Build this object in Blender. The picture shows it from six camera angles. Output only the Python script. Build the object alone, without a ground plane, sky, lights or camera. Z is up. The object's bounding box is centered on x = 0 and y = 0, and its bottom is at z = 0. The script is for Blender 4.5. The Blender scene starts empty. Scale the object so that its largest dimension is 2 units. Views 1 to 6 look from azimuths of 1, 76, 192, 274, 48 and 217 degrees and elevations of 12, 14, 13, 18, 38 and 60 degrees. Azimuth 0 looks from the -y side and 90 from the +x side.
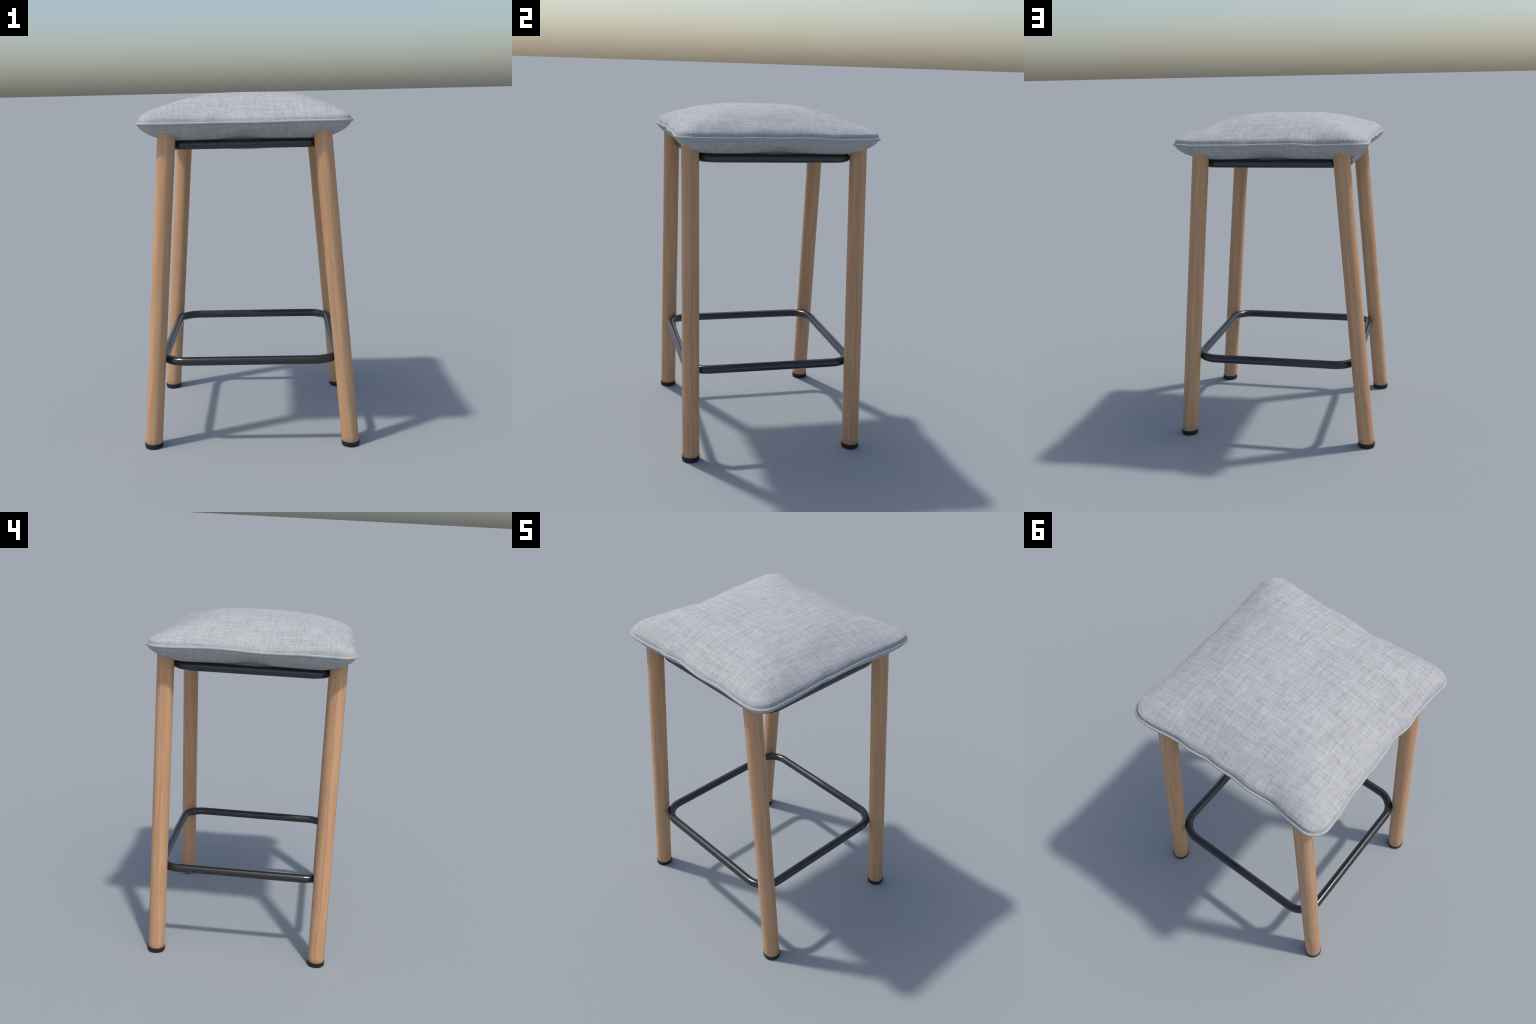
import bpy, math
import numpy as np
from mathutils import Matrix, Vector

# ------------------------------------------------------------------ helpers
def smooth(me):
    me.polygons.foreach_set("use_smooth", [True] * len(me.polygons))

def mesh_from(name, verts, faces, mat=None):
    me = bpy.data.meshes.new(name)
    me.from_pydata([tuple(map(float, v)) for v in verts], [], faces)
    me.update()
    if mat:
        me.materials.append(mat)
    smooth(me)
    return me

def add(name, me, parent=None, loc=(0, 0, 0)):
    ob = bpy.data.objects.new(name, me)
    bpy.context.scene.collection.objects.link(ob)
    ob.parent = parent
    ob.location = loc
    return ob

def grid_faces(nr, nc, flip=False):
    """quads between nr closed rings of nc vertices"""
    F = []
    for i in range(nr - 1):
        for j in range(nc):
            k = (j + 1) % nc
            q = (i * nc + j, i * nc + k, (i + 1) * nc + k, (i + 1) * nc + j)
            F.append(q[::-1] if flip else q)
    return F

def lathe(profile, seg=64):
    """profile: list of (radius, z), bottom to top, with end caps"""
    V, F = [], []
    for r, z in profile:
        for j in range(seg):
            a = 2 * math.pi * j / seg
            V.append((r * math.cos(a), r * math.sin(a), z))
    F = grid_faces(len(profile), seg)
    F.append(tuple(range(seg))[::-1])
    n = (len(profile) - 1) * seg
    F.append(tuple(range(n, n + seg)))
    return V, F

def tube(path, radius, seg=24, closed=True):
    """sweep a circle along a closed, nearly horizontal path"""
    P = np.asarray(path, float)
    T = np.roll(P, -1, 0) - np.roll(P, 1, 0)
    T /= np.linalg.norm(T, axis=1)[:, None]
    N = np.stack([T[:, 1], -T[:, 0], np.zeros(len(P))], 1)
    N /= np.linalg.norm(N, axis=1)[:, None]
    U = np.cross(N, T)
    V = []
    for j in range(seg):
        a = 2 * math.pi * j / seg
        V.append(P + radius * (math.cos(a) * N + math.sin(a) * U))
    V = np.stack(V, 1).reshape(-1, 3)
    F = []
    n = len(P)
    for i in range(n):
        k = (i + 1) % n
        for j in range(seg):
            l = (j + 1) % seg
            F.append((i * seg + j, k * seg + j, k * seg + l, i * seg + l))
    return V, F

def rounded_rect(hx, hy, rc, z, cy, n_arc=20, n_side=12):
    P = []
    for sx, sy, a0 in ((1, -1, -90), (1, 1, 0), (-1, 1, 90), (-1, -1, 180)):
        for i in range(n_arc + 1):
            a = math.radians(a0 + 90 * i / n_arc)
            P.append((sx * (hx - rc) + rc * math.cos(a), cy + sy * (hy - rc) + rc * math.sin(a), z))
        nx = {-90: (hx, hy - rc), 0: (-(hx - rc), hy), 90: (-hx, -(hy - rc)), 180: (hx - rc, -hy)}[a0]
        x0, y0 = P[-1][0], P[-1][1]
        for i in range(1, n_side):
            t = i / n_side
            P.append((x0 + (nx[0] - x0) * t, y0 + (nx[1] + cy - y0) * t, z))
    return P

# ------------------------------------------------------------------ node helpers
class NG:
    def __init__(self, name):
        self.mat = bpy.data.materials.new(name)
        self.mat.use_nodes = True
        self.nt = self.mat.node_tree
        self.nt.nodes.clear()
        self.out = self.nt.nodes.new("ShaderNodeOutputMaterial")
        self.bsdf = self.nt.nodes.new("ShaderNodeBsdfPrincipled")
        self.nt.links.new(self.bsdf.outputs[0], self.out.inputs[0])
    def n(self, kind, **kw):
        nd = self.nt.nodes.new(kind)
        for k, v in kw.items():
            setattr(nd, k, v)
        return nd
    def put(self, sock, v):
        if hasattr(v, "is_output"):
            self.nt.links.new(v, sock)
        else:
            sock.default_value = v
    def math(self, op, a, b=0.0, c=None, clamp=False):
        nd = self.n("ShaderNodeMath", operation=op, use_clamp=clamp)
        self.put(nd.inputs[0], a)
        self.put(nd.inputs[1], b)
        if c is not None:
            self.put(nd.inputs[2], c)
        return nd.outputs[0]
    def xyz(self, v):
        nd = self.n("ShaderNodeSeparateXYZ")
        self.nt.links.new(v, nd.inputs[0])
        return nd.outputs
    def vec(self, x, y, z):
        nd = self.n("ShaderNodeCombineXYZ")
        for s, v in zip(nd.inputs, (x, y, z)):
            self.put(s, v)
        return nd.outputs[0]
    def noise(self, v, scale=1.0, detail=2.0, rough=0.5, dist=0.0):
        nd = self.n("ShaderNodeTexNoise")
        self.nt.links.new(v, nd.inputs["Vector"])
        nd.inputs["Scale"].default_value = scale
        nd.inputs["Detail"].default_value = detail
        nd.inputs["Roughness"].default_value = rough
        nd.inputs["Distortion"].default_value = dist
        return nd.outputs[0]
    def mix(self, f, a, b, blend="MIX"):
        nd = self.n("ShaderNodeMix", data_type="RGBA", blend_type=blend)
        self.put(nd.inputs["Factor"], f)
        self.put(nd.inputs["A"], a) if False else self.put([s for s in nd.inputs if s.name == "A" and s.type == "RGBA"][0], a)
        self.put([s for s in nd.inputs if s.name == "B" and s.type == "RGBA"][0], b)
        return [s for s in nd.outputs if s.type == "RGBA"][0]
    def rng(self, v, a, b, c=0.0, d=1.0, kind="SMOOTHSTEP"):
        nd = self.n("ShaderNodeMapRange", interpolation_type=kind)
        self.put(nd.inputs[0], v)
        for s, q in zip(nd.inputs[1:5], (a, b, c, d)):
            s.default_value = q
        return nd.outputs[0]
    def coord(self):
        return self.n("ShaderNodeTexCoord").outputs["Object"]
    def bump(self, h, strength, dist):
        nd = self.n("ShaderNodeBump")
        nd.inputs["Strength"].default_value = strength
        nd.inputs["Distance"].default_value = dist
        self.nt.links.new(h, nd.inputs["Height"])
        self.nt.links.new(nd.outputs[0], self.bsdf.inputs["Normal"])
    def set(self, **kw):
        for k, v in kw.items():
            self.put(self.bsdf.inputs[k.replace("_", " ")], v)

def c4(r, g, b):
    return (r, g, b, 1.0)

# ------------------------------------------------------------------ materials
def fabric_material():
    """grey heathered twill: long light/dark threads crossing, faint diagonal rib"""
    g = NG("heathered_fabric")
    x, y, z = g.xyz(g.coord())
    # unfold the cloth over the steep sides so threads keep running down them
    drop = g.math("MAXIMUM", g.math("SUBTRACT", 1.90, z), 0.0)
    on_x = g.math("GREATER_THAN", g.math("ABSOLUTE", x), g.math("ABSOLUTE", y))
    on_y = g.math("SUBTRACT", 1.0, on_x)
    # the lower panel runs back inwards below the seam
    low = g.math("LESS_THAN", z, 1.8435)
    fx = g.math("SUBTRACT", 1.0, g.math("MULTIPLY", g.math("MULTIPLY", low, on_x), 2.0))
    fy = g.math("SUBTRACT", 1.0, g.math("MULTIPLY", g.math("MULTIPLY", low, on_y), 2.0))
    X = g.math("MULTIPLY_ADD", g.math("MULTIPLY", g.math("SIGN", x), drop), on_x, g.math("MULTIPLY", x, fx))
    Y = g.math("MULTIPLY_ADD", g.math("MULTIPLY", g.math("SIGN", y), drop), on_y, g.math("MULTIPLY", y, fy))
    def cloth(fx, fy, seed, detail, rough):
        return g.noise(g.vec(g.math("MULTIPLY", X, fx), g.math("MULTIPLY", Y, fy), seed), 1.0, detail, rough)
    warp, weft = cloth(26, 250, 3.1, 2.0, .6), cloth(250, 26, 8.7, 2.0, .6)      # slubby threads
    band1, band2 = cloth(6.5, 85, 1.7, 2.0, .6), cloth(85, 6.5, 5.3, 2.0, .6)      # groups of threads
    speck = cloth(210, 210, 2.2, 2.0, .65)
    blot = cloth(13, 13, 2.0, 2.0, .5)
    s = g.math("ADD", g.math("MULTIPLY", g.math("ADD", warp, weft), 0.68), g.math("MULTIPLY", g.math("ADD", band1, band2), 0.68))
    s = g.math("ADD", s, g.math("ADD", g.math("MULTIPLY", speck, 0.62), g.math("MULTIPLY", blot, 0.26)))
    val = g.rng(s, 1.79 - 0.41, 1.79 + 0.41, 0.0, 1.0, "LINEAR")
    ramp = g.n("ShaderNodeValToRGB")
    cr = ramp.color_ramp
    cr.elements[0].position = 0.0
    cr.elements[0].color = c4(*FAB_DARK)
    cr.elements[1].position = 1.0
    cr.elements[1].color = c4(*FAB_LIGHT)
    e = cr.elements.new(0.5)
    e.color = c4(*FAB_MID)
    g.nt.links.new(val, ramp.inputs[0])
    # slow drift between a cool and a warm grey
    hue = g.rng(g.math("ADD", g.math("MULTIPLY", cloth(14, 70, 7.0, 2.0, .6), 0.5), g.math("MULTIPLY", cloth(70, 14, 4.0, 2.0, .6), 0.5)), 0.36, 0.64)
    tint = g.mix(hue, c4(1.006, 1.0, 0.992), c4(0.993, 0.998, 1.018))
    col = g.mix(1.0, ramp.outputs[0], tint, "MULTIPLY")
    # diagonal twill rib
    ph = g.math("ADD", X, Y)
    rib = g.math("SINE", g.math("MULTIPLY", ph, 2 * math.pi / 0.0056))
    ribf = g.math("MULTIPLY_ADD", rib, 0.06, 0.99)
    col = g.mix(1.0, col, g.vec(ribf, ribf, ribf), "MULTIPLY")
    g.put(g.bsdf.inputs["Base Color"], col)
    g.set(Roughness=0.92)
    g.bsdf.inputs["Specular IOR Level"].default_value = 0.12
    g.bsdf.inputs["Sheen Weight"].default_value = 0.08
    g.bsdf.inputs["Sheen Roughness"].default_value = 0.5
    h = g.math("ADD", g.math("MULTIPLY", rib, 0.2), g.math("ADD", warp, weft))
    g.bump(h, 0.15, 0.002)
    return g.mat

def piping_material():
    g = NG("piping_fabric")
    x, y, z = g.xyz(g.coord())
    n = g.noise(g.vec(x, y, z), 120.0, 2.0, 0.6)
    col = g.mix(g.rng(n, 0.3, 0.7), c4(*[v * 0.95 for v in FAB_MID]), c4(*[v * 1.06 for v in FAB_MID]))
    g.put(g.bsdf.inputs["Base Color"], col)
    g.set(Roughness=0.9)
    g.bsdf.inputs["Specular IOR Level"].default_value = 0.12
    rib = g.math("SINE", g.math("MULTIPLY", g.math("ADD", g.math("ADD", x, y), z), 2 * math.pi / 0.008))
    g.bump(g.math("ADD", rib, g.math("MULTIPLY", n, 2.0)), 0.06, 0.001)
    return g.mat

def wood_material():
    """pale beech: fine straight grain, wavy light lines and one reddish streak"""
    g = NG("pale_beech")
    x, y, z = g.xyz(g.coord())
    wob = g.math("SUBTRACT", g.noise(g.vec(0.3, 0.7, g.math("MULTIPLY", z, 3.2)), 1.0, 1.5, 0.5), 0.5)
    wob2 = g.math("SUBTRACT", g.noise(g.vec(g.math("MULTIPLY", x, 12.0), g.math("MULTIPLY", y, 12.0), g.math("MULTIPLY", z, 6.0)), 1.0, 2.0, 0.5), 0.5)
    xs = g.math("MULTIPLY_ADD", wob2, 0.010, g.math("MULTIPLY_ADD", wob, 0.030, x))
    ys = g.math("MULTIPLY_ADD", wob2, 0.010, g.math("MULTIPLY_ADD", wob, -0.036, y))
    base = g.mix(g.rng(g.noise(g.vec(g.math("MULTIPLY", xs, 40.0), g.math("MULTIPLY", ys, 40.0), g.math("MULTIPLY", z, 2.0)), 1.0, 3.0, 0.6), 0.34, 0.66),
                 c4(*WOOD_A), c4(*WOOD_B))
    # rosy / olive drift across the section
    tone = g.rng(g.noise(g.vec(g.math("MULTIPLY", xs, 65.0), g.math("MULTIPLY", ys, 65.0), g.math("MULTIPLY", z, 1.4)), 1.0, 2.0, 0.5), 0.36, 0.64)
    base = g.mix(1.0, base, g.mix(tone, c4(1.035, 0.975, 0.96), c4(0.955, 1.01, 0.97)), "MULTIPLY")
    # fine pores
    fine = g.noise(g.vec(g.math("MULTIPLY", xs, 330.0), g.math("MULTIPLY", ys, 330.0), g.math("MULTIPLY", z, 5.0)), 1.0, 2.0, 0.6)
    ff = g.rng(fine, 0.25, 0.75, 0.94, 1.045, "LINEAR")
    base = g.mix(1.0, base, g.vec(ff, ff, ff), "MULTIPLY")
    # pale wavy lines on the broad faces (front and back)
    side = g.math("ABSOLUTE", g.math("MULTIPLY", y, 1 / 0.0492))
    onface = g.rng(side, 0.55, 0.9)
    for k, (c, w, a) in enumerate(((0.004, 0.0022, 0.55), (-0.010, 0.0014, 0.3), (0.014, 0.0015, 0.28))):
        d = g.math("ABSOLUTE", g.math("SUBTRACT", xs, c))
        m = g.math("MULTIPLY", g.rng(d, w * 2.2, w * 0.2), onface)
        base = g.mix(g.math("MULTIPLY", m, a), base, c4(*WOOD_PALE))
    # one reddish heart streak on the outer side
    d = g.math("ABSOLUTE", g.math("SUBTRACT", ys, 0.002))
    ml = g.math("MULTIPLY", g.rng(d, 0.0048, 0.001), g.rng(x, 0.0, -0.02))
    base = g.mix(g.math("MULTIPLY", ml, 0.55), base, c4(*WOOD_RED))
    # a small knot
    kp = g.vec(g.math("MULTIPLY", g.math("SUBTRACT", x, 0.010), 1.0), g.math("SUBTRACT", y, 0.049), g.math("MULTIPLY", g.math("SUBTRACT", z, 1.585), 0.8))
    ln = g.n("ShaderNodeVectorMath", operation="LENGTH")
    g.nt.links.new(kp, ln.inputs[0])
    base = g.mix(g.rng(ln.outputs["Value"], 0.011, 0.002, 0.0, 0.45), base, c4(*WOOD_RED))
    g.put(g.bsdf.inputs["Base Color"], base)
    g.set(Roughness=0.55)
    g.bsdf.inputs["Specular IOR Level"].default_value = 0.3
    g.bump(fine, 0.06, 0.001)
    return g.mat

def black_metal():
    g = NG("black_lacquered_steel")
    n = g.noise(g.coord(), 60.0, 3.0, 0.6)
    g.put(g.bsdf.inputs["Base Color"], g.mix(n, c4(0.007, 0.0074, 0.008), c4(0.012, 0.0124, 0.013)))
    g.put(g.bsdf.inputs["Roughness"], g.rng(n, 0.3, 0.7, 0.20, 0.27, "LINEAR"))
    g.bsdf.inputs["IOR"].default_value = 1.5
    g.bsdf.inputs["Specular IOR Level"].default_value = 0.8
    return g.mat

def black_rubber():
    g = NG("black_rubber")
    n = g.noise(g.coord(), 80.0, 2.0, 0.5)
    g.put(g.bsdf.inputs["Base Color"], g.mix(n, c4(0.010, 0.0105, 0.011), c4(0.017, 0.0175, 0.018)))
    g.set(Roughness=0.6)
    g.bsdf.inputs["Specular IOR Level"].default_value = 0.35
    return g.mat

FAB_DARK = (0.285, 0.287, 0.285)
FAB_MID = (0.398, 0.401, 0.400)
FAB_LIGHT = (0.505, 0.509, 0.512)
WOOD_A = (0.528, 0.292, 0.155)
WOOD_B = (0.615, 0.355, 0.192)
WOOD_PALE = (0.640, 0.440, 0.270)
WOOD_RED = (0.440, 0.205, 0.125)
M_FAB, M_PIPE, M_WOOD, M_STEEL, M_RUB = fabric_material(), piping_material(), wood_material(), black_metal(), black_rubber()

# ------------------------------------------------------------------ root
stool = bpy.data.objects.new("bar_stool", None)
bpy.context.scene.collection.objects.link(stool)
stool["label"] = "counter-height beech bar stool with grey fabric cushion"
stool["category"] = "bar stool"
CY = -0.0026                      # the frame sits a hair off the cushion's middle

# ------------------------------------------------------------------ cushion
SEAM_Z, HALF, CORNER_R, PIPE_R = 1.8435, 0.5745, 0.090, 0.0075
# distance of the seam from the axis (mm) and its height error (0.1 mm), sampled
# along each side: the sewn edge is pulled in and waves a little
STATIONS = (-.45, -.4, -.3, -.25, -.2, -.15, -.1, -.05, 0, .05, .1, .15, .2, .25, .3, .4, .45)
SIDES = {
    "front": ((574, 574, 565, 562, 565, 556, 551, 556, 562, 566, 569, 565, 563, 562, 565, 573, 576),
              (7, 6, 1, 0, 2, 0, -1, -1, -4, -8, -5, -4, 3, 12, 17, 19, 17)),
    "right": ((572, 571, 566, 563, 562, 561, 556, 560, 560, 559, 558, 558, 558, 558, 559, 572, 573),
              (-11, -9, -20, -18, 6, 26, 7, -4, 6, 13, 18, 19, 9, -24, -56, -14, -6)),
    "back": ((569, 563, 546, 548, 554, 557, 551, 548, 551, 550, 544, 550, 555, 552, 553, 567, 572),
             (10, -14, -60, -45, 2, 27, 13, 4, 5, -7, -26, -39, -40, -38, -37, -32, -28)),
    "left": ((565, 560, 556, 556, 561, 554, 542, 546, 553, 554, 557, 555, 559, 559, 560, 572, 572),
             (13, 7, 17, 18, 1, -21, -46, -30, -2, 21, 49, 61, 72, 67, 48, 28, 9)),
}

def seam_controls():
    P = []
    for side, sgn, cx, cy, a0 in (("front", 1, 1, -1, -90), ("right", 1, 1, 1, 0), ("back", -1, -1, 1, 90), ("left", -1, -1, -1, 180)):
        d, dz = SIDES[side]
        idx = range(len(STATIONS)) if sgn > 0 else reversed(range(len(STATIONS)))
        for i in idx:
            t, q, z = STATIONS[i], d[i] / 1000, SEAM_Z + dz[i] * 1e-4
            P.append({"front": (t, -q, z), "right": (q, t, z), "back": (t, q, z), "left": (-q, t, z)}[side])
        for a in (15, 45, 75):
            an = math.radians(a0 + a)
            P.append((cx * (HALF - CORNER_R) + CORNER_R * math.cos(an), cy * (HALF - CORNER_R) + CORNER_R * math.sin(an), SEAM_Z + .001))
    return np.array(P)

def catmull(P, n):
    out, N = [], len(P)
    for i in range(N):
        p0, p1, p2, p3 = P[i - 1], P[i], P[(i + 1) % N], P[(i + 2) % N]
        for j in range(n):
            t = j / n
            out.append(.5 * (2 * p1 + (p2 - p0) * t + (2 * p0 - 5 * p1 + 4 * p2 - p3) * t * t + (3 * p1 - p0 - 3 * p2 + p3) * t ** 3))
    return np.array(out)

def inset(P, d):
    T = (np.roll(P, -3, 0) - np.roll(P, 3, 0))[:, :2]
    T /= np.linalg.norm(T, axis=1)[:, None]
    Q = P.copy()
    Q[:, 0] -= T[:, 1] * d
    Q[:, 1] += T[:, 0] * d
    return Q

def hermite(tq, tk, y):
    tq = np.atleast_1d(tq)
    m = np.gradient(y, tk)
    m[0] = 0
    i = np.clip(np.searchsorted(tk, tq, side="right") - 1, 0, len(tk) - 2)
    h = tk[i + 1] - tk[i]
    u = (tq - tk[i]) / h
    return ((2 * u**3 - 3 * u**2 + 1) * y[i] + (u**3 - 2 * u**2 + u) * h * m[i]
            + (-2 * u**3 + 3 * u**2) * y[i + 1] + (u**3 - u**2) * h * m[i + 1])

def wave2(x, y, seed, freq, n=7):
    """smooth seeded field of crossed sine waves, about -1..1"""
    r = np.random.RandomState(seed)
    s = 0
    for _ in range(n):
        a, f, p = r.uniform(0, math.pi), freq * r.uniform(.6, 1.4), r.uniform(0, 6.28)
        s = s + np.sin((x * math.cos(a) + y * math.sin(a)) * f + p)
    return s / n

seam = catmull(seam_controls(), 8)
# gentle round-cornered outline the fabric relaxes to away from the seam
k = np.hanning(81); k /= k.sum()
relaxed = np.stack([np.convolve(np.concatenate([seam[-40:, c], seam[:, c], seam[:40, c]]), k, "valid") for c in range(3)], 1)
wall = inset(seam, 0.0005)
centre = np.array([0.0, -0.002])
theta = np.arctan2(seam[:, 1] - centre[1], seam[:, 0] - centre[0])
NS = len(seam)
# height of the top panel above the seam (m) from the middle (0) out to the seam (1),
# for the eight directions front, corner, right, corner, back, corner, left, corner
TK = np.array([0, .2, .4, .55, .68, .79, .87, .92, .955, .98, .993, 1.0])
TOP = np.array([
    [157, 155.0, 147, 131.8, 110.9, 86.6, 66.5, 52.5, 40, 26, 13, 0],
    [157, 156.5, 147, 130.8, 112.6, 93.0, 74.4, 58.4, 44.5, 33, 20, 0],
    [157, 156.3, 151, 139.5, 120.5, 93.5, 72.0, 58.0, 45.5, 32.0, 19, 0],
    [157, 156.5, 146, 130.0, 107.0, 83.0, 68.3, 55.8, 44.5, 35, 24, 0],
    [157, 156.8, 153, 137.5, 114.3, 88.0, 66.5, 51.5, 41, 30, 17, 0],
    [157, 156.5, 146, 127.2, 106.0, 85.1, 68.6, 56.0, 45.5, 34.5, 23, 0],
    [157, 156.7, 148, 131.2, 108.5, 81.5, 60.0, 48.0, 38.2, 26, 13, 0],
    [157, 156.5, 149, 133.0, 116.0, 95.1, 79.5, 66.0, 52, 38, 23, 0]]) / 1000
# underside: belly below the seam, resting on the tube frame and sagging inside it
BK = np.array([0, .25, .5, .68, .77, .82, .86, .90, .936, .968, .990, 1.0])
BOT = -np.array([175, 161, 132, 104, 93, 83, 71, 57, 44, 29, 14, 0]) / 1000
BOT_CORNER = -np.array([175, 161, 132, 106, 96, 87, 77, 66, 52, 34, 17, 0]) / 1000

xq = ((theta + math.pi / 2) / (math.pi / 4)) % 8
i0 = np.floor(xq).astype(int) % 8
fr = .5 - .5 * np.cos(math.pi * (xq - np.floor(xq)))

def ring_xy(t):
    w = t ** 5
    rim = wall[:, :2] * w + (relaxed[:, :2] * .997) * (1 - w)
    return centre + t * (rim - centre)

taus = np.concatenate([np.linspace(.02, .8, 30), np.linspace(.8, .94, 16)[1:], np.linspace(.94, 1, 25)[1:]])[::-1]
V = []
for t in taus:                                  # top panel, seam -> middle
    prof = np.array([hermite(t, TK, row)[0] for row in TOP])
    h = prof[i0] * (1 - fr) + prof[(i0 + 1) % 8] * fr
    xy = ring_xy(t)
    z = SEAM_Z + (wall[:, 2] - SEAM_Z) * t ** 6 + h
    fade = min(1, (1 - t) / .06) * (.35 + .65 * t ** 2)
    z = z + fade * (.0022 * wave2(xy[:, 0], xy[:, 1], 4, 16) + .0012 * wave2(xy[:, 0], xy[:, 1], 9, 38))
    # pinch in the middle of the front edge
    z = z - .006 * np.exp(-((xy[:, 0] + .10) / .05) ** 2 - ((xy[:, 1] + .50) / .05) ** 2)
    V.append(np.column_stack([xy, z]))
top_rings = len(V)
top_c = len(V) * NS
bt = np.concatenate([np.linspace(1, .94, 19)[1:], np.linspace(.94, .7, 19)[1:], np.linspace(.7, .03, 18)[1:]])
W = []
for t in bt:                                    # underside, seam -> middle
    cw = np.abs(np.sin(2 * theta)) ** 1.5        # fuller towards the corners
    h = hermite(t, BK, BOT)[0] * (1 - cw) + hermite(t, BK, BOT_CORNER)[0] * cw
    xy = ring_xy(t)
    z = SEAM_Z + (wall[:, 2] - SEAM_Z) * t ** 6 + h
    mid = np.minimum(np.abs(xy[:, 0]), np.abs(xy[:, 1] + .002))
    z = z + .021 * np.exp(-(mid / .075) ** 2) * math.exp(-((t - .84) / .075) ** 2)
    z = z + .0015 * min(1, (1 - t) / .06) * wave2(xy[:, 0], xy[:, 1], 21, 26)
    W.append(np.column_stack([xy, z]))
allv = np.concatenate([np.concatenate(V), [[centre[0], centre[1], SEAM_Z + .157]], np.concatenate(W), [[centre[0], centre[1], SEAM_Z - .175]]])
F = grid_faces(top_rings, NS)
last = (top_rings - 1) * NS
F += [(last + j, last + (j + 1) % NS, top_c) for j in range(NS)]
b0 = top_c + 1
F += [(j, b0 + j, b0 + (j + 1) % NS, (j + 1) % NS) for j in range(NS)]
F += [tuple(b0 + v for v in q) for q in grid_faces(len(W), NS, flip=True)]
lb = b0 + (len(W) - 1) * NS
bc = len(allv) - 1
F += [(lb + (j + 1) % NS, lb + j, bc) for j in range(NS)]
allv[:, 2] -= max(0, allv[:, 2].max() - 2.0)
cushion = add("seat_cushion", mesh_from("seat_cushion", allv, F, M_FAB), stool)
PV, PF = tube(inset(seam, 0.0005), PIPE_R, 14)
piping = add("piping", mesh_from("piping", PV, PF, M_PIPE), cushion)

# ------------------------------------------------------------------ steel frames
TUBE_R = 0.025
FV, FF = tube(rounded_rect(0.4422, 0.4395, 0.115, 1.7255, CY), TUBE_R, 28)
add("seat_frame", mesh_from("seat_frame", FV, FF, M_STEEL), stool)
RX, RY, RZ, RC = 0.493, 0.4923, 0.513, 0.125
FV, FF = tube(rounded_rect(RX, RY, RC, RZ, CY), TUBE_R, 28)
footrest = add("footrest", mesh_from("footrest", FV, FF, M_STEEL), stool)

# button-head bolts on the inside of the footrest corners
prof = [(.0098, -.006), (.0098, -.0012), (.0092, .0004), (.0078, .0014), (.0060, .0018)]
BV, BF = lathe(prof, 32)
BF.pop()                                        # open the top for a hex socket
n0 = 4 * 32
BV += [(.0048 * math.cos(2 * math.pi * j / 32), .0048 * math.sin(2 * math.pi * j / 32), .0018) for j in range(32)]
BV += [(.0046 * math.cos(2 * math.pi * j / 32), .0046 * math.sin(2 * math.pi * j / 32), -.0016) for j in range(32)]
BF += [tuple(n0 + v for v in q) for q in grid_faces(3, 32)]
BF.append(tuple(range(n0 + 64, n0 + 96)))
bolt_me = mesh_from("bolt", BV, BF, M_STEEL)
for sx in (-1, 1):
    for sy in (-1, 1):
        r = RC - TUBE_R + .0015
        p = Vector((sx * (RX - RC + r * math.sqrt(.5)), CY + sy * (RY - RC + r * math.sqrt(.5)), RZ))
        b = add("bolt", bolt_me, footrest, p)
        b.rotation_mode = "QUATERNION"
        b.rotation_quaternion = Vector((-sx, -sy, 0)).to_track_quat("Z", "Y")

# ------------------------------------------------------------------ legs
LEG_R, FOOT_X, TOP_X, LEG_Y = 0.0492, 0.5690, 0.4214, 0.4848
tilt = math.atan((FOOT_X - TOP_X) / 1.75)
L = 1.812 / math.cos(tilt)
rings = [(LEG_R - .0035, .006)] + [(LEG_R, .010 + (L - .014) * i / 40) for i in range(41)] + [(LEG_R - .001, L - .0015), (LEG_R - .003, L)]
LV, LF = lathe(rings, 72)
leg_me = mesh_from("leg", LV, LF, M_WOOD)
CAP_R, CAP_H = 0.0517, 0.0265
capp = [(CAP_R - .006, 0), (CAP_R - .0025, .0008), (CAP_R - .0006, .003), (CAP_R, .006), (CAP_R, CAP_H - .002), (CAP_R - .0006, CAP_H - .0004), (CAP_R - .0016, CAP_H), (LEG_R - .004, CAP_H - .0005)]
CV, CF = lathe(capp, 72)
cap_me = mesh_from("foot_cap", CV, CF, M_RUB)
for sy in (-1, 1):
    for sx in (-1, 1):
        leg = add("leg", leg_me, stool, (sx * FOOT_X, CY + sy * LEG_Y, 0))
        M = (Matrix.Translation((sx * FOOT_X, CY + sy * LEG_Y, 0))
             @ Matrix.Rotation(-sx * tilt, 4, "Y"))
        if sx > 0 or sy > 0:
            M = M @ Matrix.Diagonal((-sx, -sy, 1, 1))
        leg.matrix_basis = M
        cap = add("foot_cap", cap_me, leg)
        # the cap stays flat on the floor under the raking leg
        cap.matrix_parent_inverse = M.inverted()
        cap.location = (sx * (FOOT_X - .0011), CY + sy * LEG_Y, 0)
